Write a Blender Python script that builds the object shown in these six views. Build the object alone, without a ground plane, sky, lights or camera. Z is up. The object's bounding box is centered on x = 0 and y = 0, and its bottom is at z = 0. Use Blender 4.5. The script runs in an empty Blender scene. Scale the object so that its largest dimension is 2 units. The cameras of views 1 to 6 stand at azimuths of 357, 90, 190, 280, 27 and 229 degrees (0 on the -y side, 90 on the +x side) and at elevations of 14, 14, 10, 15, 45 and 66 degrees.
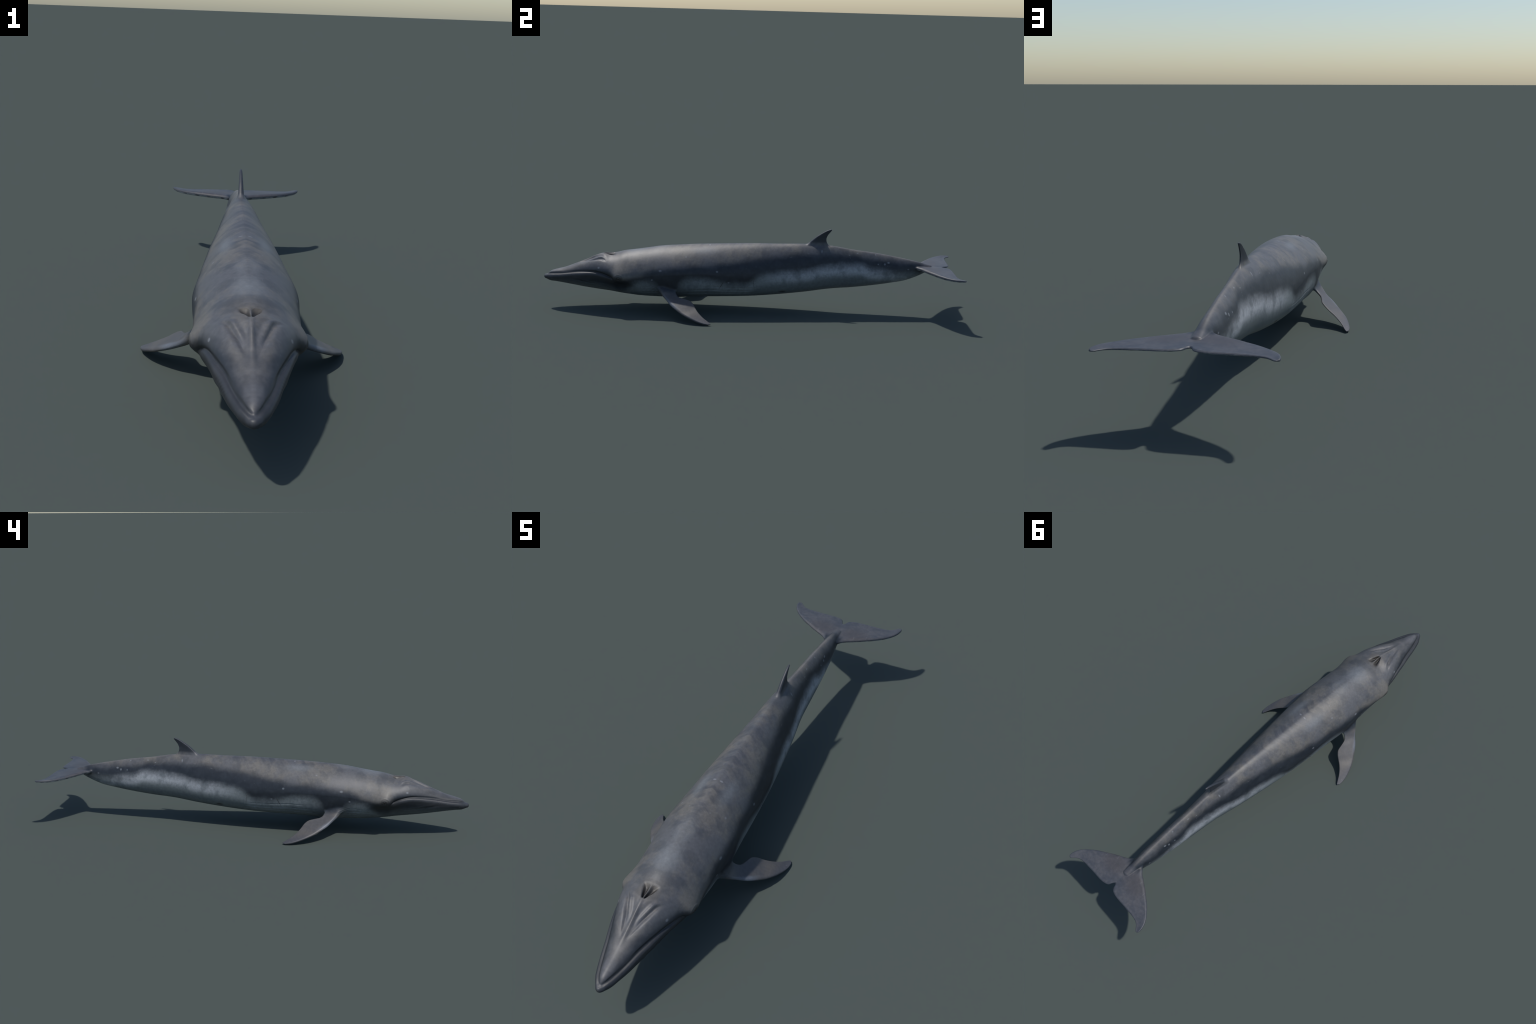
"""A slender rorqual whale, built from lofted profiles, fused into one skin and split into anatomical parts."""
import bpy
import numpy as np
from mathutils import Vector

VOXEL = 0.0015
rng = np.random.default_rng(7)


# ------------------------------------------------------------------ profiles
def hermite(xk, v, x):
    """Smooth curve through the knots (xk, v), clamped at both ends."""
    xk, v, x = np.asarray(xk, float), np.asarray(v, float), np.clip(x, xk[0], xk[-1])
    m = np.gradient(v, xk)
    i = np.clip(np.searchsorted(xk, x) - 1, 0, len(xk) - 2)
    h = xk[i + 1] - xk[i]
    t = (x - xk[i]) / h
    return ((2 * t**3 - 3 * t**2 + 1) * v[i] + (t**3 - 2 * t**2 + t) * h * m[i]
            + (-2 * t**3 + 3 * t**2) * v[i + 1] + (t**3 - t**2) * h * m[i + 1])


def smooth(a, b, x):
    t = np.clip((x - a) / (b - a), 0, 1)
    return t * t * (3 - 2 * t)


# stations along the spine: y, top, bottom, half width, height of the widest line
STATIONS = np.array([
    (-0.990, .1540, .1325, .0150, .1435), (-0.970, .1690, .1240, .0260, .1450),
    (-0.940, .1798, .1205, .0378, .1475), (-0.900, .1902, .1150, .0512, .1500),
    (-0.850, .2090, .1062, .0645, .1570), (-0.800, .2285, .0970, .0790, .1670),
    (-0.750, .2517, .0890, .0920, .1750), (-0.705, .2664, .0830, .1045, .1780),
    (-0.670, .2655, .0790, .1135, .1765), (-0.640, .2715, .0748, .1200, .1740),
    (-0.610, .2800, .0714, .1235, .1730), (-0.580, .2848, .0690, .1250, .1730),
    (-0.550, .2893, .0665, .1260, .1765), (-0.500, .2974, .0646, .1285, .1850),
    (-0.440, .3075, .0645, .1302, .1920), (-0.360, .3150, .0655, .1335, .1970),
    (-0.270, .3212, .0710, .1275, .2000), (-0.150, .3268, .0735, .1198, .1950),
    (0.000, .3322, .0785, .1060, .1840), (0.150, .3338, .0902, .0893, .1820),
    (0.270, .3362, .1033, .0745, .1890), (0.380, .3310, .1187, .0572, .1950),
    (0.500, .3127, .1291, .0490, .2020), (0.600, .3006, .1417, .0440, .2110),
    (0.680, .2872, .1548, .0382, .2190), (0.750, .2743, .1693, .0318, .2250),
    (0.800, .2630, .1885, .0245, .2290), (0.840, .2532, .2088, .0205, .2310),
    (0.862, .2478, .2210, .0182, .2320),
])
SY = STATIONS[:, 0]
NU = ([-1, -.8, -.68, -.6, -.45, -.3, -.15, 0, .3, .45, .6, .73, .82, .862], [2.0, 2.1, 1.95, 1.75, 1.62, 1.60, 1.66, 1.70, 1.67, 1.60, 1.52, 1.56, 2.0, 2.3])
NL = ([-1, -.84, -.70, -.5, -.35, -.1, .1, .3, .6, .86], [2.0, 1.80, 1.55, 2.2, 2.7, 2.7, 2.6, 2.4, 2.1, 2.0])


def body_section(y):
    zt, zb, a, zw = (hermite(SY, STATIONS[:, k], y) for k in (1, 2, 3, 4))
    return zt, zb, a, zw, hermite(*NU, y), hermite(*NL, y)


def loft(rings):
    """Closed surface through rings of equal length, each end closed by a fan."""
    n, m = len(rings), len(rings[0])
    verts = [p for r in rings for p in r] + [np.mean(rings[0], 0), np.mean(rings[-1], 0)]
    faces = [(i * m + j, i * m + (j + 1) % m, (i + 1) * m + (j + 1) % m, (i + 1) * m + j)
             for i in range(n - 1) for j in range(m)]
    faces += [(n * m, (j + 1) % m, j) for j in range(m)]
    faces += [(n * m + 1, (n - 1) * m + j, (n - 1) * m + (j + 1) % m) for j in range(m)]
    return np.array(verts), faces


def body_loft():
    ys = np.concatenate([-0.99 + 0.0 * np.arange(1), np.linspace(-.99, -.9, 40)[1:], np.linspace(-.9, .862, 260)[1:]])
    th = np.linspace(0, 2 * np.pi, 129)[:-1]
    c, s = np.cos(th), np.sin(th)
    rings = []

    def ring(y, scale=1.0, at=None, tall=None):
        zt, zb, a, zw, nu, nl = body_section(at if at is not None else y)
        n = np.where(s > 0, nu, nl)
        x = a * np.sign(c) * np.abs(c) ** (2 / n)
        z = np.where(s > 0, zt - zw, zw - zb) * np.sign(s) * np.abs(s) ** (2 / n)
        return np.stack([x * scale, np.full_like(x, y), zw + z * (scale if tall is None else tall)], 1)

    for t in np.linspace(1.5, 0.06, 14):           # rounded snout
        rings.append(ring(-.99 - .010 * np.sin(t), np.sqrt(1 - np.sin(t)), at=-.99, tall=np.cos(t)))
    rings += [ring(y) for y in ys]
    for t in np.linspace(0.15, 1.45, 8):           # rounded end of the tail stock
        rings.append(ring(.862 + .014 * np.sin(t), np.cos(t), at=.862))
    return loft(rings)


def blade(stations, up, m=40, sub=6):
    """Fin: leading points, trailing points and thicknesses along the span; 'up' is the flat side's normal."""
    S = np.array(stations, float)
    k = np.arange(len(S), dtype=float)
    kk = np.linspace(0, len(S) - 1, (len(S) - 1) * sub + 1)
    D = np.stack([hermite(k, S[:, j], kk) for j in range(7)], 1)
    u = np.concatenate([np.linspace(0, 1, m) ** 1.5, (1 - np.linspace(0, 1, m) ** 1.5)[1:-1]])
    side = np.concatenate([np.ones(m), -np.ones(m - 2)])
    nose, tail = np.clip(u / .13, 0, 1), np.clip((1 - u) / .05, 0, 1)      # blunt front edge, thinner rounded rear edge
    prof = np.sqrt(1 - (1 - nose) ** 2) * np.sqrt(1 - (1 - tail) ** 2) * (1 - .62 * smooth(.10, 1.0, u))
    rings = []
    for d in D:
        L, T, t = d[:3], d[3:6], d[6]
        n = np.array(up, float)
        ch = (T - L) / max(np.linalg.norm(T - L), 1e-6)
        n = n - ch * (n @ ch)
        n /= np.linalg.norm(n)
        rings.append(L + (T - L) * u[:, None] + n * (side * prof * t / 2)[:, None])
    return loft(rings)


DORSAL_FIN = [  # leading x y z, trailing x y z, thickness
    (0, .220, .300, 0, .402, .300, .042), (0, .250, .3225, 0, .386, .3225, .034),
    (0, .263, .3340, 0, .376, .3330, .026), (0, .2745, .3420, 0, .3680, .3405, .0200),
    (0, .2900, .3555, 0, .3620, .3505, .0165), (0, .3115, .3735, 0, .3600, .3610, .0140),
    (0, .3330, .3880, 0, .3615, .3700, .0120), (0, .3540, .4005, 0, .3668, .3820, .0105),
    (0, .3680, .4070, 0, .3745, .3920, .0090), (0, .3785, .4095, 0, .3808, .4000, .0070),
    (0, .3850, .4095, 0, .3850, .4045, .0045)]

FLUKE = [  # for the +x side, all near z = .233
    (-.010, .775, .2335, -.010, .936, .2340, .0150), (0.000, .772, .2335, 0.000, .928, .2340, .0160),
    (.012, .778, .2335, .0075, .9360, .2340, .0165), (.024, .7865, .2335, .0120, .9470, .2340, .0165),
    (.036, .799, .2335, .0205, .9560, .2340, .0162), (.051, .8135, .2335, .0400, .9630, .2335, .0158),
    (.079, .8300, .2330, .0700, .9655, .2330, .0155), (.106, .8455, .2325, .1000, .9657, .2328, .0150),
    (.131, .8620, .2320, .1300, .9662, .2325, .0144), (.158, .8790, .2315, .1560, .9668, .2322, .0136),
    (.180, .8955, .2312, .1760, .9682, .2320, .0128), (.201, .9140, .2312, .1920, .9718, .2320, .0117),
    (.217, .9310, .2318, .2030, .9772, .2322, .0107), (.230, .9500, .2325, .2120, .9850, .2325, .0097),
    (.237, .9690, .2330, .2200, .9935, .2325, .0086), (.2395, .9840, .2330, .2260, .9985, .2325, .0070),
    (.2385, .9935, .2328, .2310, 1.0000, .2325, .0048)]

FLIPPER = [  # for the +x side
    (.080, -.470, .165, .080, -.345, .150, .034), (.108, -.450, .140, .108, -.349, .130, .030),
    (.124, -.436, .1220, .1200, -.3500, .1210, .0330), (.1455, -.4120, .1000, .1365, -.3440, .1060, .0225),
    (.1626, -.3932, .0850, .1490, -.3325, .0965, .0165), (.1884, -.3722, .0690, .1565, -.3043, .0905, .0150),
    (.2050, -.3540, .0585, .1620, -.2809, .0845, .0142), (.2200, -.3350, .0485, .1751, -.2651, .0745, .0133),
    (.2348, -.3143, .0390, .1958, -.2519, .0585, .0124), (.2517, -.2848, .0285, .2156, -.2386, .0455, .0114),
    (.2632, -.2547, .0180, .2379, -.2162, .0290, .0102), (.2713, -.2242, .0095, .2524, -.1944, .0165, .0090),
    (.2735, -.2050, .0062, .2600, -.1820, .0098, .0075), (.2732, -.1895, .0045, .2662, -.1755, .0062, .0050)]


def mirrored(st):
    return [(-a, b, c, -d, e, f, t) for a, b, c, d, e, f, t in st]


def thicker(st, by=1.14):
    return [(*s[:6], s[6] * by) for s in st]


# ------------------------------------------------------------------ one fused skin
pieces = [body_loft(), blade(DORSAL_FIN, (1, 0, 0)), blade(thicker(FLUKE), (0, 0, 1)), blade(thicker(mirrored(FLUKE)), (0, 0, 1)),
          blade(FLIPPER, (.55, -.1, .83)), blade(mirrored(FLIPPER), (-.55, -.1, .83))]
verts, faces, base = [], [], 0
for v, f in pieces:
    verts.append(v)
    faces += [tuple(i + base for i in q) for q in f]
    base += len(v)
raw = bpy.data.meshes.new("raw_skin")
raw.from_pydata(np.concatenate(verts).tolist(), [], faces)
raw.validate()
import bmesh
bm = bmesh.new()
bm.from_mesh(raw)
bmesh.ops.recalc_face_normals(bm, faces=bm.faces)
bm.to_mesh(raw)
bm.free()
helper = bpy.data.objects.new("raw_skin", raw)
bpy.context.scene.collection.objects.link(helper)
mod = helper.modifiers.new("fuse", "REMESH")
mod.mode = "VOXEL"
mod.voxel_size = VOXEL
mod.adaptivity = 0
fused = bpy.data.meshes.new_from_object(helper.evaluated_get(bpy.context.evaluated_depsgraph_get()))
bpy.data.objects.remove(helper)
bpy.data.meshes.remove(raw)

nv = len(fused.vertices)
P = np.empty(nv * 3)
fused.vertices.foreach_get("co", P)
P = P.reshape(-1, 3)
E = np.empty(len(fused.edges) * 2, int)
fused.edges.foreach_get("vertices", E)
E = E.reshape(-1, 2)
DEG = np.bincount(E.ravel(), minlength=nv).astype(float)[:, None]


def averaged(Q):
    out = np.empty_like(Q)
    for k in range(Q.shape[1]):
        out[:, k] = (np.bincount(E[:, 0], Q[E[:, 1], k], nv) + np.bincount(E[:, 1], Q[E[:, 0], k], nv))
    return out / DEG


def relax(Q, weight, rounds):
    """Smoothing that does not shrink (Taubin), stronger where weight says."""
    w = weight[:, None]
    for _ in range(rounds):
        Q = Q + .5 * w * (averaged(Q) - Q)
        Q = Q - .52 * w * (averaged(Q) - Q)
    return Q


def melt(Q, weight, rounds):
    """Plain smoothing of the weighted places only: fills the corner where two parts meet."""
    live = weight > .004
    e = E[live[E[:, 0]] | live[E[:, 1]]]
    ids = np.unique(e)
    local = np.full(nv, -1)
    local[ids] = np.arange(len(ids))
    e, q, w = local[e], Q[ids], np.where(live, weight, 0)[ids]
    deg = np.bincount(e.ravel(), minlength=len(ids))
    for _ in range(rounds):
        mean = np.stack([(np.bincount(e[:, 0], q[e[:, 1], k], len(ids)) + np.bincount(e[:, 1], q[e[:, 0], k], len(ids))) / deg for k in range(3)], 1)
        q = q + .6 * w[:, None] * (mean - q)
    Q = Q.copy()
    Q[ids] = q
    return Q


def blob(Q, c, r):
    d = (Q - np.array(c)) / np.array(r)
    return np.exp(-(d**2).sum(1))


P = relax(P, np.ones(nv), 7)
AX = np.stack([np.abs(P[:, 0]), P[:, 1], P[:, 2]], 1)
fillet = np.clip(blob(AX, (.128, -.44, .112), (.030, .035, .035)) + blob(AX, (.126, -.345, .112), (.020, .018, .022))
                 + blob(AX, (.0, .368, .336), (.03, .022, .012)) + blob(AX, (.0, .27, .336), (.02, .03, .010))
                 + .9 * blob(AX, (.028, .795, .235), (.022, .03, .03)), 0, 1)
P = melt(P, fillet, 45)
AX = np.stack([np.abs(P[:, 0]), P[:, 1], P[:, 2]], 1)
P = melt(P, np.clip(1.3 * blob(AX, (.131, -.400, .126), (.018, .050, .020)), 0, 1), 130)


def normals_of(Q):
    fused.vertices.foreach_set("co", Q.ravel())
    fused.update()
    n = np.empty(nv * 3)
    fused.vertices.foreach_get("normal", n)
    return n.reshape(-1, 3)


# ------------------------------------------------------------------ relief
def polyline(pts, n=160):
    pts = np.array(pts, float)
    k = np.arange(len(pts), dtype=float)
    kk = np.linspace(0, len(pts) - 1, n)
    return np.stack([hermite(k, pts[:, j], kk) for j in range(pts.shape[1])], 1)


def distance(Q, line, axes=(0, 1, 2)):
    """Distance to a dense polyline and the position (0..1) of the nearest point on it."""
    best = np.full(len(Q), 9.0)
    at = np.zeros(len(Q))
    for i, p in enumerate(line):
        d = np.sqrt(((Q[:, axes] - p[list(range(len(axes)))]) ** 2).sum(1))
        near = d < best
        best[near], at[near] = d[near], i / (len(line) - 1)
    return best, at


MOUTH = [(.000, -.9840, .1550), (.010, -.978, .1572), (.0235, -.956, .1635), (.0390, -.914, .1710), (.051, -.874, .1785),
         (.062, -.834, .1850), (.083, -.774, .1932), (.094, -.734, .1945), (.103, -.700, .1885),
         (.111, -.675, .1790), (.118, -.660, .1690), (.124, -.648, .1545), (.126, -.638, .1400)]
MY, MZ = [m[1] for m in MOUTH], [m[2] for m in MOUTH]
JAW_FOLD = [(.020, -.960, .142), (.036, -.935, .148), (.052, -.895, .1535), (.061, -.855, .151), (.068, -.816, .144),
            (.074, -.776, .1345), (.081, -.736, .129), (.087, -.697, .1225), (.092, -.655, .114)]
BROW = [(.085, -.684, .2465), (.068, -.697, .250), (.054, -.714, .2525), (.046, -.735, .249), (.038, -.757, .2435), (.031, -.774, .238),
        (.0265, -.790, .231), (.021, -.806, .225), (.0155, -.823, .218), (.010, -.843, .211)]

N = normals_of(P)
AX = np.stack([np.abs(P[:, 0]), P[:, 1], P[:, 2]], 1)
X, Y, Z = AX.T
S = np.sign(P[:, 0])
zt, zb, half, zw, _, _ = body_section(np.clip(Y, SY[0], SY[-1]))
on_body = np.where((X > half + .012) & (Y < 0), 0.0, 1.0)
lift = np.zeros(nv)              # along the normal
shift = np.zeros((nv, 3))

# eye swelling
bump = np.exp(-(((Y + .628) / np.where(Y < -.628, .024, .058)) ** 2) - ((Z - .178) / np.where(Z > .178, .036, .022)) ** 2) * (X > .06) * .0135
lift += bump
# hollow beneath and behind the eye, ahead of it the corner of the mouth
lift -= blob(AX, (.120, -.622, .135), (.05, .034, .019)) * .0065

head = np.where((Y < -.60))[0]
Hd = AX[head]
d, at = distance(Hd, polyline(MOUTH))
near_mouth = np.zeros(nv)
near_mouth[head] = np.exp(-(d / .012) ** 2)
above = Hd[:, 2] - np.interp(Hd[:, 1], MY, MZ)
back = smooth(-.63, -.66, Hd[:, 1])
lip = smooth(-.60, -.70, Hd[:, 1])
groove = np.zeros(len(head))
groove -= .0060 * np.exp(-(d / .0045) ** 2) * np.where(at > .97, .5, 1) * (.55 + .45 * smooth(0, .12, at))
groove -= .0060 * np.exp(-((d) / .013) ** 2) * smooth(.55, .80, at) * (1 - .4 * smooth(.9, 1, at))
groove += .0030 * np.exp(-((above + .014) / .010) ** 2) * lip * smooth(.85, .5, at) * smooth(-.985, -.95, Hd[:, 1])
lift[head] += groove
# the upper jaw lies inside the rim of the lower jaw
inset = smooth(.0, .005, above) * smooth(.050, .010, above) * smooth(-.70, -.83, Hd[:, 1])
nh = N[head].copy()
nh[:, 2] = 0
shift[head] -= nh * (inset * .0048)[:, None]
# fold beneath the lower lip
d, at = distance(Hd, polyline(JAW_FOLD))
fade = smooth(.22, .80, at) * smooth(1, .8, at)
lift[head] -= .0026 * np.exp(-(d / .0048) ** 2) * fade
lift[head] += .0012 * np.exp(-((d - .011) / .005) ** 2) * fade
# slanting wrinkles on the lower lip
wr = np.sin((Hd[:, 1] + 1.2 * Hd[:, 2]) * 2 * np.pi / .0125)
lift[head] += .00022 * wr * np.exp(-((Hd[:, 1] + .865) / .032) ** 2) * np.exp(-((above + .018) / .009) ** 2)
# grooves running from the blowhole forwards, with a welt and a hollow inside them
d, at = distance(Hd, polyline(BROW))
inside = np.interp(Hd[:, 1], [b[1] for b in BROW][::-1], [b[0] for b in BROW][::-1]) - Hd[:, 0]
top = smooth(.0, .2, N[head][:, 2]) * smooth(-.665, -.69, Hd[:, 1])
g = smooth(0, .28, at) * smooth(1.0, .82, at)
lift[head] -= top * g * smooth(.80, .40, at) * .0066 * np.exp(-(d / .0075) ** 2)
lift[head] += top * g * .0012 * np.exp(-((inside + .016) / .012) ** 2)
lift[head] += top * g * smooth(.62, .22, at) * .0014 * np.exp(-((inside - .0115) / .0065) ** 2)
lift[head] -= top * g * smooth(.85, .35, at) * .0030 * np.exp(-((inside - .0240) / .0095) ** 2) * smooth(-.685, -.722, Hd[:, 1])
# further forward both run together into one open trough on each side of the keel
trough = smooth(-.006, .004, inside) * (1 - np.exp(-(Hd[:, 0] / .0065) ** 2)) * smooth(.25, .55, at) * smooth(1.0, .70, at)
lift[head] -= top * .0048 * trough * (Hd[:, 1] > -.86)
# keel of the upper jaw
lift[head] += .0022 * np.exp(-(Hd[:, 0] / .0080) ** 2) * smooth(-.705, -.725, Hd[:, 1]) * smooth(-.885, -.82, Hd[:, 1]) * (N[head][:, 2] > 0)
lift[head] += .0007 * np.exp(-(Hd[:, 0] / .009) ** 2) * smooth(-.84, -.90, Hd[:, 1]) * smooth(-.985, -.96, Hd[:, 1]) * (N[head][:, 2] > 0)

# blowhole: two wedge-shaped pits, points together at the front, within a raised rim
hole = np.zeros(nv)
sel = np.where((np.abs(Y + .68) < .06) & (X < .06) & (N[:, 2] > .2))[0]
u = (-Y[sel] - .652) / .056                        # 0 at the back, 1 at the front point
mid = .0038 + .0125 * np.clip(1 - u, 0, 1.2)
wide = .0026 + .0098 * np.clip(1 - u, 0, 1.2)
across = (X[sel] - mid) / wide
pit = np.exp(-np.abs(across) ** 3.0) * smooth(-.15, .28, u) * smooth(1.04, .90, u)
rim = np.exp(-((np.abs(across) - 1.9) / .7) ** 2) * smooth(-.2, .1, u) * smooth(1.2, .9, u)
lift[sel] += -.0120 * pit * (.55 + .45 * smooth(0, .7, u)) + .0003 * rim
hole[sel] = pit

# eyelid rings
EYE = np.array((.1345, -.6215, .1735))
sel = np.where((Y > -.68) & (Y < -.56) & (X > .09))[0]
r = np.sqrt(((AX[sel][:, 1] - EYE[1]) / 1.35) ** 2 + (AX[sel][:, 2] - EYE[2]) ** 2)
lift[sel] += -.0025 * np.exp(-(r / .0042) ** 2) + .0002 * np.exp(-((r - .0070) / .0022) ** 2) - .0003 * np.exp(-((r - .0125) / .0018) ** 2) \
    + .0008 * np.exp(-((r - .0160) / .0022) ** 2) * (AX[sel][:, 2] > EYE[2])

# throat grooves: pleats that run lengthwise on the lower side, from chin to navel
ang = np.arctan2((zw - Z) / np.maximum(zw - zb, 1e-3), X / np.maximum(half, 1e-3))      # 0 at the side, pi/2 beneath
edge = np.interp(Y, [-.97, -.9, -.8, -.7, -.6, -.5, -.43, -.36, -.2, 0, .12], [.45, .35, .42, .50, .55, .30, .35, .6, .22, .30, .75])
pleat = smooth(edge, edge + .32, ang) * smooth(-.96, -.90, Y) * smooth(.14, -.05, Y) * (np.abs(X) < half + .006)
wav = np.cos(ang * 44 + .5 * np.sin(Y * 23) + .3 * np.sin(Y * 61))
lift -= .0014 * pleat * (np.clip(wav, -.2, 1) ** 2)
# creases where the flipper joins
cr = blob(AX, (.124, -.455, .118), (.03, .035, .022))
lift -= .0011 * cr * np.clip(np.sin((Z * 1.0 + .35 * Y) * 2 * np.pi / .009), 0, 1)

# faint muscle relief along the flank and ribs of the back
lift += .0012 * np.sin(Y * 17 + 1.1) * np.exp(-((Z - .22) / .05) ** 2) * smooth(-.55, -.45, Y) * smooth(.7, .4, Y) * on_body
# low ridge down the middle of the back
lift += .0004 * np.exp(-(X / .010) ** 2) * smooth(-.50, -.40, Y) * smooth(.30, .22, Y) * (N[:, 2] > .5)
# navel slit and genital slit
d = np.abs(X - .069) / .004 + np.abs(Y - .152) / .014
lift -= np.where(Z < .14, .003 * np.exp(-d**2), 0)

lift *= np.where((Y > .80) & (X > .03), 0, 1)
P = P + N * lift[:, None] + np.stack([shift[:, 0], shift[:, 1], shift[:, 2]], 1)
P = relax(P, np.full(nv, .6), 4)
P = melt(relax(P, near_mouth * .9, 10), near_mouth * .8, 2)
P[:, 2] -= P[:, 2].min() - .0005
N = normals_of(P)

# ------------------------------------------------------------------ split into parts
nf = len(fused.polygons)
loops = np.empty(len(fused.loops), int)
fused.loops.foreach_get("vertex_index", loops)
starts = np.empty(nf, int)
counts = np.empty(nf, int)
fused.polygons.foreach_get("loop_start", starts)
fused.polygons.foreach_get("loop_total", counts)
C = np.stack([np.add.reduceat(P[loops, k], starts) / counts for k in range(3)], 1)
cx, cy, cz = np.abs(C[:, 0]), C[:, 1], C[:, 2]
czt, czb, chalf, czw, _, _ = body_section(np.clip(cy, SY[0], SY[-1]))
hole_f = np.add.reduceat(hole[loops], starts) / counts
part = np.full(nf, "torso", dtype=object)
part[cy > .36] = "tail"
part[cy < -.555 - .15 * (.17 - cz)] = "head"
mz = np.interp(cy, MY, MZ)
part[(cy < -.638) & (cz < mz)] = "lower_jaw"
part[hole_f > .25] = "blowhole"
part[(cz > czt + .003) & (cy > .24) & (cy < .41) & (cx < .02)] = "dorsal_fin"
fluke = ((cy > .835) | (cy > .795) & (cx > .030)) & ((cy > .878) | (cz < .2435))
part[fluke & (C[:, 0] >= 0)] = "tail_fluke"
part[fluke & (C[:, 0] < 0)] = "tail_fluke.001"
flip = (cy > -.47) & (cy < -.15) & (cz < .125) & (cx > .122 + np.maximum(0, (cz - .10)) * .5) & ((cx > chalf + .002) | (cz < .06))
part[flip & (C[:, 0] >= 0)] = "flipper"
part[flip & (C[:, 0] < 0)] = "flipper.001"


# ------------------------------------------------------------------ materials
class Sock:
    """Arithmetic on node sockets."""

    def __init__(self, b, s):
        self.b, self.s = b, s

    def _op(self, op, other, swap=False, clamp=False):
        n = self.b.nodes.new("ShaderNodeMath")
        n.operation, n.use_clamp = op, clamp
        for i, v in enumerate((other, self) if swap else (self, other)):
            if isinstance(v, Sock):
                self.b.links.new(v.s, n.inputs[i])
            elif v is not None:
                n.inputs[i].default_value = v
        return Sock(self.b, n.outputs[0])

    def __add__(self, o): return self._op("ADD", o)
    def __radd__(self, o): return self._op("ADD", o)
    def __sub__(self, o): return self._op("SUBTRACT", o)
    def __rsub__(self, o): return self._op("SUBTRACT", o, True)
    def __mul__(self, o): return self._op("MULTIPLY", o)
    def __rmul__(self, o): return self._op("MULTIPLY", o)
    def __truediv__(self, o): return self._op("DIVIDE", o)
    def max(self, o): return self._op("MAXIMUM", o)
    def min(self, o): return self._op("MINIMUM", o)
    def abs(self): return self._op("ABSOLUTE", None)
    def clamp(self): return self._op("ADD", 0.0, clamp=True)
    def gt(self, o): return self._op("GREATER_THAN", o)

    def step(self, a, b):
        """Smooth 0..1 while the value goes from a to b."""
        n = self.b.nodes.new("ShaderNodeMapRange")
        n.interpolation_type = "SMOOTHSTEP"
        lo, hi = (a, b) if a < b else (b, a)
        self.b.links.new(self.s, n.inputs["Value"])
        n.inputs["From Min"].default_value, n.inputs["From Max"].default_value = lo, hi
        n.inputs["To Min"].default_value, n.inputs["To Max"].default_value = (0, 1) if a < b else (1, 0)
        return Sock(self.b, n.outputs["Result"])


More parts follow.
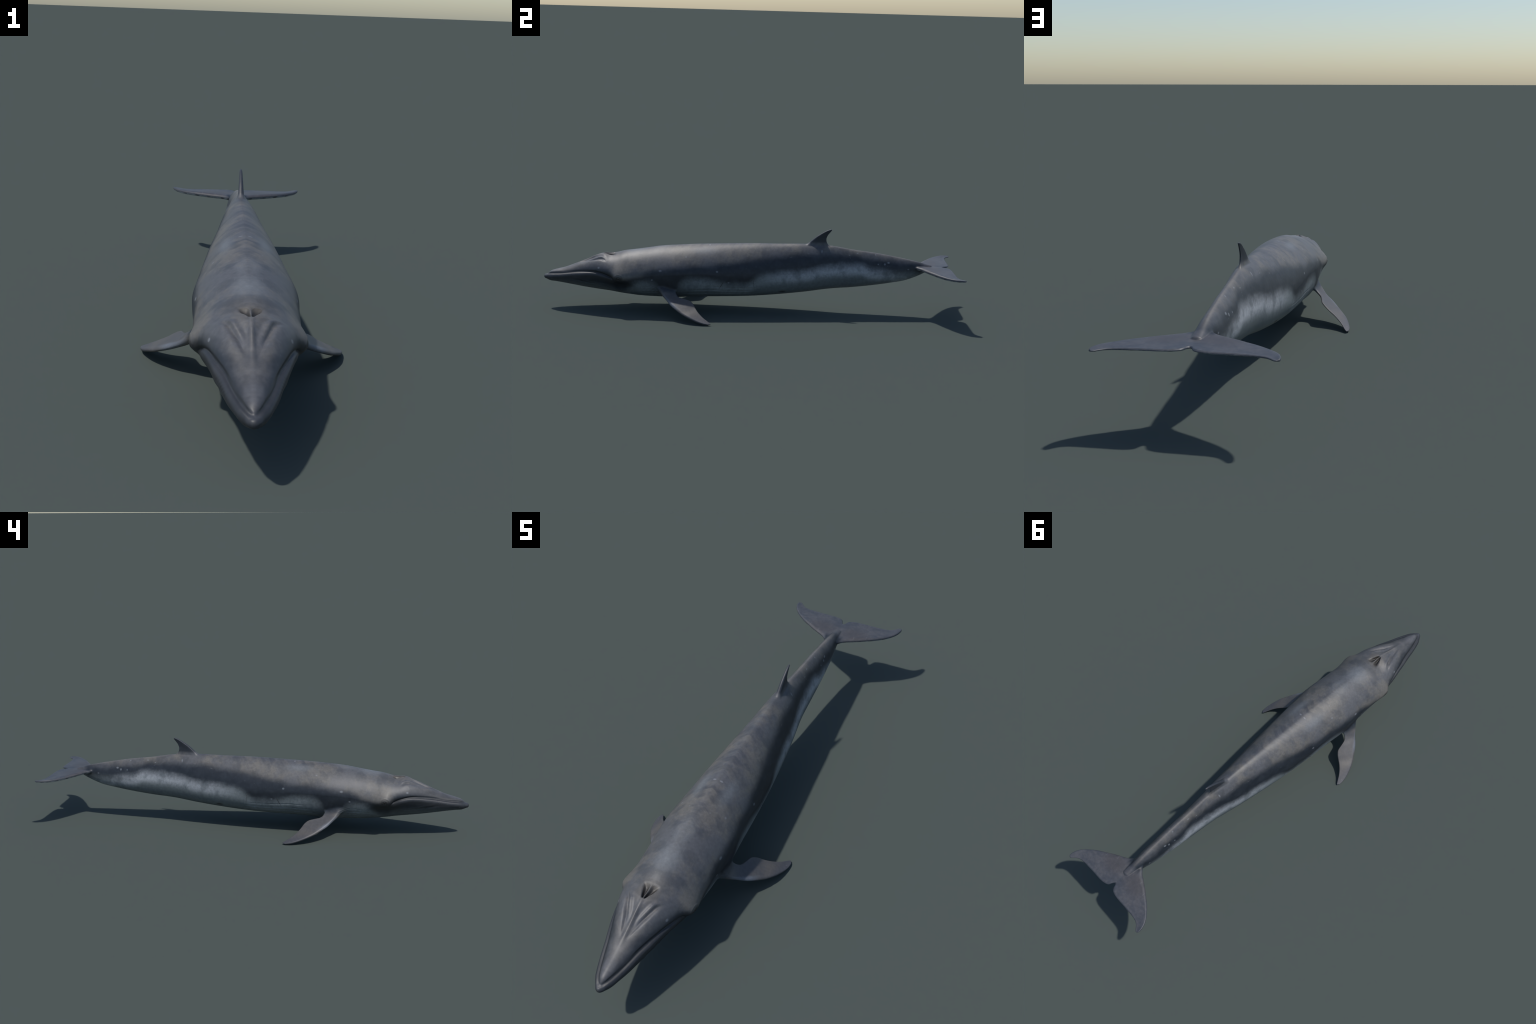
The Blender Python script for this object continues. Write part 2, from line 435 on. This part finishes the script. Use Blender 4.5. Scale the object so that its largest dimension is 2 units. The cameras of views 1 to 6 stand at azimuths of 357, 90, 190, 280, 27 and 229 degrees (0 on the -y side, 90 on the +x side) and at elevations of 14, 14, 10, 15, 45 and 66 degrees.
class Builder:
    def __init__(self, name):
        self.mat = bpy.data.materials.new(name)
        self.mat.use_nodes = True
        self.tree = self.mat.node_tree
        self.nodes, self.links = self.tree.nodes, self.tree.links
        self.nodes.clear()
        self.out = self.nodes.new("ShaderNodeOutputMaterial")
        self.bsdf = self.nodes.new("ShaderNodeBsdfPrincipled")
        self.links.new(self.bsdf.outputs[0], self.out.inputs[0])

    def position(self):
        co = self.nodes.new("ShaderNodeTexCoord")
        sp = self.nodes.new("ShaderNodeSeparateXYZ")
        self.links.new(co.outputs["Object"], sp.inputs[0])
        return [Sock(self, o) for o in sp.outputs]

    def normal_z(self):
        g = self.nodes.new("ShaderNodeNewGeometry")
        sp = self.nodes.new("ShaderNodeSeparateXYZ")
        self.links.new(g.outputs["Normal"], sp.inputs[0])
        return Sock(self, sp.outputs[2])

    def vec(self, x, y, z):
        n = self.nodes.new("ShaderNodeCombineXYZ")
        for i, v in enumerate((x, y, z)):
            if isinstance(v, Sock):
                self.links.new(v.s, n.inputs[i])
            else:
                n.inputs[i].default_value = v
        return n.outputs[0]

    def noise(self, v, scale, detail=4, rough=.55, distort=0.0):
        n = self.nodes.new("ShaderNodeTexNoise")
        n.inputs["Scale"].default_value, n.inputs["Detail"].default_value = scale, detail
        n.inputs["Roughness"].default_value, n.inputs["Distortion"].default_value = rough, distort
        self.links.new(v, n.inputs["Vector"])
        return Sock(self, n.outputs[0])

    def curve(self, t, pts):
        """Float curve of t; knots in t's own units over [-1, 1], values in metres."""
        n = self.nodes.new("ShaderNodeFloatCurve")
        c = n.mapping.curves[0]
        pts = [((a + 1) / 2, b) for a, b in pts]
        for a, b in pts[1:-1]:
            c.points.new(a, b)
        c.points[0].location, c.points[-1].location = pts[0], pts[-1]
        for p in c.points:
            p.handle_type = "AUTO_CLAMPED"
        n.mapping.update()
        self.links.new(((t + 1) * .5).s, n.inputs["Value"])
        return Sock(self, n.outputs[0])

    def mix(self, f, a, b):
        n = self.nodes.new("ShaderNodeMix")
        n.data_type = "RGBA"
        n.clamp_factor = True
        for sock, v in ((n.inputs[0], f), (n.inputs[6], a), (n.inputs[7], b)):
            if isinstance(v, Sock):
                self.links.new(v.s, sock)
            elif isinstance(v, tuple):
                sock.default_value = (*v, 1)
            else:
                sock.default_value = v
        return Sock(self, n.outputs[2])

    def spot(self, p, centre, radii, soft=.35):
        """1 inside a soft ellipsoid about centre."""
        a = self.nodes.new("ShaderNodeVectorMath")
        a.operation = "SUBTRACT"
        self.links.new(p, a.inputs[0])
        a.inputs[1].default_value = centre
        m = self.nodes.new("ShaderNodeVectorMath")
        m.operation = "DIVIDE"
        self.links.new(a.outputs[0], m.inputs[0])
        m.inputs[1].default_value = radii
        l = self.nodes.new("ShaderNodeVectorMath")
        l.operation = "LENGTH"
        self.links.new(m.outputs[0], l.inputs[0])
        return Sock(self, l.outputs["Value"]).step(1 + soft, 1 - soft)


DARK_TOP = [(-1, .150), (-.95, .170), (-.90, .181), (-.85, .195), (-.80, .208), (-.74, .214), (-.70, .211), (-.665, .192), (-.64, .165), (-.60, .158),
            (-.576, .163), (-.53, .178), (-.49, .197), (-.42, .217), (-.357, .228), (-.27, .230), (-.18, .238), (-.09, .246), (0, .262), (.08, .276), (.17, .285),
            (.26, .291), (.36, .292), (.50, .280), (.645, .264), (.745, .262), (1, .25)]
WHITE_TOP = [(-1, .122), (-.95, .130), (-.90, .138), (-.85, .136), (-.80, .133), (-.75, .134), (-.70, .130), (-.66, .124), (-.63, .105), (-.60, .108), (-.575, .132),
             (-.54, .151), (-.49, .156), (-.445, .146), (-.415, .110), (-.37, .105), (-.345, .140), (-.315, .168), (-.26, .177), (-.20, .174), (-.145, .160), (-.10, .152),
             (-.03, .152), (.01, .170), (.05, .194), (.116, .205), (.187, .210), (.26, .215), (.33, .228), (.40, .238), (.475, .241), (.525, .243),
             (.573, .225), (.645, .216), (.72, .205), (.79, .210), (.83, .200), (1, .20)]
SCARS = [  # pale oval healed bites: x, y, z, long radius, short radius
    (.088, -.307, .278, .0062, .0046), (.118, -.329, .221, .0062, .0034), (.121, -.425, .214, .0078, .0050), (.117, -.158, .215, .0052, .0045),
    (.105, -.183, .254, .0036, .0028), (.013, -.198, .320, .0062, .0032), (.044, -.332, .306, .0058, .0030), (.061, -.334, .298, .0036, .0026),
    (.082, -.590, .256, .0030, .0028), (.089, -.620, .249, .0034, .0030), (.090, -.721, .213, .0052, .0044), (.124, -.396, .197, .0034, .0026),
    (.122, -.374, .209, .0038, .0022), (.127, -.464, .170, .0046, .0036), (.115, -.613, .219, .0044, .0024), (.118, -.103, .162, .0052, .0040),
    (.062, -.523, .275, .0030, .0024), (.013, .599, .294, .0046, .0050), (.019, .511, .298, .0060, .0028), (.028, .473, .290, .0048, .0024),
    (.022, .354, .321, .0036, .0028), (.034, .339, .308, .0095, .0036), (.027, .661, .257, .0056, .0040), (.031, .643, .250, .0046, .0050),
    (.030, .657, .241, .0036, .0024), (.032, .611, .249, .0034, .0034), (.026, .757, .227, .0060, .0036), (.083, .010, .278, .0036, .0030)]


def skin():
    b = Builder("whale_skin")
    x, y, z = b.position()
    ax = x.abs()
    p = b.vec(ax, y, z)                                   # mirrored, as the markings are
    soft = b.noise(p, 9, 4)
    stretched = b.noise(b.vec(ax * 1.6, y * .55, z * 1.6), 22, 5, .6)
    fine = b.noise(p, 85, 5, .65)
    mott = b.noise(p, 34, 5, .62, .4)
    bands = b.noise(b.vec(ax * .9, y + ax * .25, z * .7), 19, 4, .55)
    ribs = b.noise(b.vec(ax * .22, y + ax * .55, .3), 48, 4, .55)

    # back: slate grey with brownish and bluish clouds
    back = b.mix((soft * .7 + mott * .3).step(.42, .60), (.083, .086, .095), (.118, .112, .104))
    back = b.mix(bands.step(.46, .66) * .6, back, (.044, .049, .058))
    back = b.mix((ribs - .5).step(-.04, .16) * y.step(.3, -.1) * y.step(-.60, -.45) * ax.step(.07, .01) * .6, back, (.040, .044, .055))
    nape = b.spot(p, (0, -.548, .285), (.036, .050, .06), .8)
    nape = nape.max(b.spot(p, (.012, -.44, .30), (.018, .06, .06), .9) * .5).max(b.spot(p, (.052, -.225, .30), (.016, .055, .05), .8) * .7)
    back = b.mix(nape * .85, back, (.138, .150, .163))
    back = b.mix(b.spot(p, (.0, -.90, .2), (.05, .10, .05), .7) * .35, back, (.118, .118, .128))

    # dark band on the flank
    dark_top = b.curve(y, DARK_TOP)
    dk = (dark_top - z + (soft - .5) * .05 + (stretched - .5) * .02).step(-.022, .016)
    dark = b.mix(mott.step(.35, .7), (.010, .0145, .022), (.019, .0245, .034))
    col = b.mix(dk, back, dark)
    # pale flank and belly
    white_top = b.curve(y, WHITE_TOP)
    below = white_top - z
    rooty = b.spot(p, (.122, -.388, .130), (.06, .075, .055), .75)
    wh = (below + (stretched - .5) * .016 + (mott - .5) * .006 + (fine - .5) * .010).step(-.026, .026)
    bright = y.step(.02, .22) * y.step(.80, .62) * below.step(.075, .020)
    pale = b.mix(bright, (.168, .192, .204), (.305, .325, .352))
    pale = b.mix(below.step(.030, .066) * .75, pale, (.086, .106, .114))  # underside tinted darker: bakes in the belly's shade below the sun terminator
    pale = b.mix(mott.step(.50, .72) * .45, pale, (.075, .095, .106))
    pale = b.mix(b.noise(b.vec(ax, y * 1.3, z * .8), 15, 5).step(.50, .68) * .55, pale, (.085, .103, .116))
    throat = y.step(-.50, -.66)
    pale = b.mix(throat * .6, pale, (.070, .083, .090))
    col = b.mix(wh * (1 - .2 * throat) * (1 - rooty * .7), col, pale)
    # near-black patches about the eye and the corner of the mouth
    col = b.mix(b.spot(p, (.118, -.605, .142), (.05, .045, .020), .6) * .85, col, (.016, .017, .019))
    col = b.mix(b.spot(p, (.11, -.662, .158), (.04, .030, .030), .6) * .8, col, (.018, .019, .021))
    col = b.mix(b.spot(p, (.134, -.622, .1725), (.03, .018, .010), .5) * .8, col, (.012, .012, .013))

    mouth = b.curve(y, [(-1, .150)] + [(m[1], m[2]) for m in MOUTH[1:9]] + [(-.66, .169), (1, .169)])
    lower = (mouth - z).step(.0, .006) * (mouth - z).step(.050, .025) * y.step(-.66, -.72)
    col = b.mix(lower * .8, col, b.mix(soft.step(.35, .65), (.028, .031, .037), (.040, .041, .046)))
    gap = (z - mouth).abs().step(.0115, .001) * y.step(-.66, -.70) * y.step(-.985, -.965)
    col = b.mix(gap * .7, col, (.016, .018, .022))

    # flippers: grey with a pale patch along the front edge
    fm = (ax + (.11 - z) * .6).step(.118, .150) * y.step(-.47, -.44) * y.step(-.13, -.16) * z.step(.130, .110)
    fl = b.mix(soft.step(.4, .6), (.066, .066, .071), (.088, .082, .078))
    front = (y + .618 - ax * 1.28) + (mott - .5) * .012
    fl = b.mix(front.step(.028, .010) * ax.step(.225, .195) * ax.step(.135, .155) * .9, fl, (.120, .134, .160))
    fl = b.mix(ax.step(.225, .262) * .8, fl, (.056, .058, .070))
    col = b.mix(fm, col, fl)

    # flukes: slate above, paler beneath
    tm = y.step(.805, .845).max(y.step(.785, .80) * ax.step(.028, .040))
    up = b.normal_z()
    top = b.mix((mott * .5 + soft * .5).step(.40, .58), (.044, .050, .063), (.070, .072, .081))
    top = b.mix(b.spot(p, (.075, .865, .24), (.060, .045, .05), .6) * .55, top, (.060, .054, .055))
    under = b.mix(mott.step(.42, .60), (.24, .265, .29), (.07, .078, .092))
    col = b.mix(tm, col, b.mix(up.step(-.05, -.45), top, under))
    # dorsal fin
    finm = z.step(.337, .350) * y.step(.26, .29) * ax.step(.03, .02)
    col = b.mix(finm, col, b.mix(soft, (.020, .025, .034), (.030, .035, .045)))

    # brownish rim and lining of the blowhole
    bh = b.spot(p, (.011, -.680, .266), (.026, .040, .03), .45)
    col = b.mix(bh * .5, col, (.105, .096, .086))
    # pale strip along the keel of the snout and the ridge of the tail stock
    keel = ax.step(.007, .002) * y.step(-.99, -.96) * y.step(-.69, -.72) * y.step(-.84, -.80).max(.25) * up.step(.2, .5) * .6
    keel = keel.max(ax.step(.012, .003) * y.step(.36, .42) * y.step(.84, .78) * up.step(.1, .5) * .8)
    col = b.mix(keel * .55, col, (.150, .140, .130))
    # scars
    scar = None
    for sx, sy, sz, r1, r2 in SCARS:
        s = b.spot(p, (sx, sy, sz), (r1, r1, r2) if (sy * 1000) % 3 else (r1, r2, r1), .4)
        scar = s if scar is None else scar.max(s)
    vor = b.nodes.new("ShaderNodeTexVoronoi")
    vor.inputs["Scale"].default_value = 26
    b.links.new(p, vor.inputs["Vector"])
    hue = b.nodes.new("ShaderNodeSeparateColor")
    b.links.new(vor.outputs["Color"], hue.inputs[0])
    rare = Sock(b, hue.outputs[0]).step(.80, .82)
    dots = Sock(b, vor.outputs["Distance"]).step(.07, .04) * rare * y.step(.8, .7)
    col = b.mix(scar.max(dots * .5) * .42, col, (.27, .29, .32))
    scr = b.noise(b.vec(ax * 26, y * 5 + ax * 9, z * 8), 6, 2, .5)
    col = b.mix(scr.step(.70, .78) * z.step(.18, .24) * .22, col, (.20, .205, .215))
    # slit-like cuts
    cut = b.spot(b.vec(0, y + (z - .147) * -.55, z), (0, -.138, .150), (.02, .0022, .018), .5)
    cut = cut.max(b.spot(b.vec(0, y + (z - .16) * .1, z), (0, .015, .160), (.02, .0018, .022), .5) * .6)
    cut = cut.max(b.spot(p, (.070, .152, .112), (.02, .016, .006), .5))
    col = b.mix(cut * .75, col, (.022, .018, .020))
    # darker colour in the bottoms of pleats and creases, picked out by pointiness
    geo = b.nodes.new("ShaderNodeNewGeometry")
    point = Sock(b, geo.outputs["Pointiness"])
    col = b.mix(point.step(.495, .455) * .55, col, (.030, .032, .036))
    grain = b.mix(fine.step(.3, .75), (.86, .86, .86), (1.12, 1.12, 1.12))
    m = b.nodes.new("ShaderNodeMix")
    m.data_type, m.blend_type = "RGBA", "MULTIPLY"
    m.inputs[0].default_value = 1
    b.links.new(col.s, m.inputs[6])
    b.links.new(grain.s, m.inputs[7])
    b.links.new(m.outputs[2], b.bsdf.inputs["Base Color"])
    rough = fine * .12 + .45
    b.links.new(rough.s, b.bsdf.inputs["Roughness"])
    b.bsdf.inputs["Specular IOR Level"].default_value = .50
    bump = b.nodes.new("ShaderNodeBump")
    bump.inputs["Strength"].default_value, bump.inputs["Distance"].default_value = .25, .0012
    b.links.new((fine * .6 + stretched * .8).s, bump.inputs["Height"])
    b.links.new(bump.outputs[0], b.bsdf.inputs["Normal"])
    return b.mat


def lining():
    b = Builder("blowhole_lining")
    x, y, z = b.position()
    n = b.noise(b.vec(x * 2, y * .5, z * 2), 120, 4)
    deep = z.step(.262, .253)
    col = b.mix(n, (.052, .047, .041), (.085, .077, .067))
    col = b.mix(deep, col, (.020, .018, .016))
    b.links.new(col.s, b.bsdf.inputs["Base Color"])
    b.bsdf.inputs["Roughness"].default_value = .5
    return b.mat


def eye_material():
    b = Builder("eye_dark")
    x, y, z = b.position()
    r = ((y - EYE[1]) * (y - EYE[1]) + (z - EYE[2]) * (z - EYE[2]))
    col = b.mix(r.step(.0000050, .0000078), (.003, .003, .003), (.030, .022, .016))
    b.links.new(col.s, b.bsdf.inputs["Base Color"])
    b.bsdf.inputs["Roughness"].default_value = .12
    b.bsdf.inputs["Coat Weight"].default_value = .6
    return b.mat


SKIN, LINING, EYE_MAT = skin(), lining(), eye_material()

# ------------------------------------------------------------------ objects
whale = bpy.data.objects.new("whale", None)
whale["label"] = "slender grey baleen whale with pale flanks and pointed snout"
whale["category"] = "whale"
bpy.context.scene.collection.objects.link(whale)
made = {}


def add(name, mesh, parent):
    ob = bpy.data.objects.new(name, mesh)
    ob.parent = parent
    bpy.context.scene.collection.objects.link(ob)
    made[name] = ob
    return ob


order = ["torso", "tail", "head", "lower_jaw", "blowhole", "dorsal_fin", "tail_fluke", "tail_fluke.001", "flipper", "flipper.001"]
quads = counts == 4
for name in order:
    pick = np.where((part == name) & quads)[0]
    tri = np.where((part == name) & ~quads)[0]
    polys = [loops[starts[pick][:, None] + np.arange(4)]]
    used = np.unique(np.concatenate([polys[0].ravel()] + [loops[starts[t]:starts[t] + counts[t]] for t in tri]))
    remap = np.full(nv, -1)
    remap[used] = np.arange(len(used))
    me = bpy.data.meshes.new(name.split(".")[0])
    flist = remap[polys[0]].tolist() + [remap[loops[starts[t]:starts[t] + counts[t]]].tolist() for t in tri]
    me.from_pydata(P[used].tolist(), [], flist)
    me.polygons.foreach_set("use_smooth", np.ones(len(me.polygons), bool))
    me.normals_split_custom_set_from_vertices(N[used].tolist())
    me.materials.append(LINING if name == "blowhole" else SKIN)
    add(name, me, made["head"] if name in ("blowhole",) else whale)
bpy.data.meshes.remove(fused)

# eyeballs
bm = bmesh.new()
bmesh.ops.create_uvsphere(bm, u_segments=32, v_segments=20, radius=.0058)
eye_mesh = bpy.data.meshes.new("eye")
bm.to_mesh(eye_mesh)
bm.free()
for v in eye_mesh.vertices:
    v.co = Vector((v.co.x + EYE[0] - .0048, v.co.y * 1.1 + EYE[1], v.co.z * .85 + EYE[2]))
eye_mesh.polygons.foreach_set("use_smooth", np.ones(len(eye_mesh.polygons), bool))
eye_mesh.materials.append(EYE_MAT)
left = eye_mesh.copy()
for v in left.vertices:
    v.co.x *= -1
left.flip_normals()
add("eye", eye_mesh, made["head"])
add("eye.001", left, made["head"])
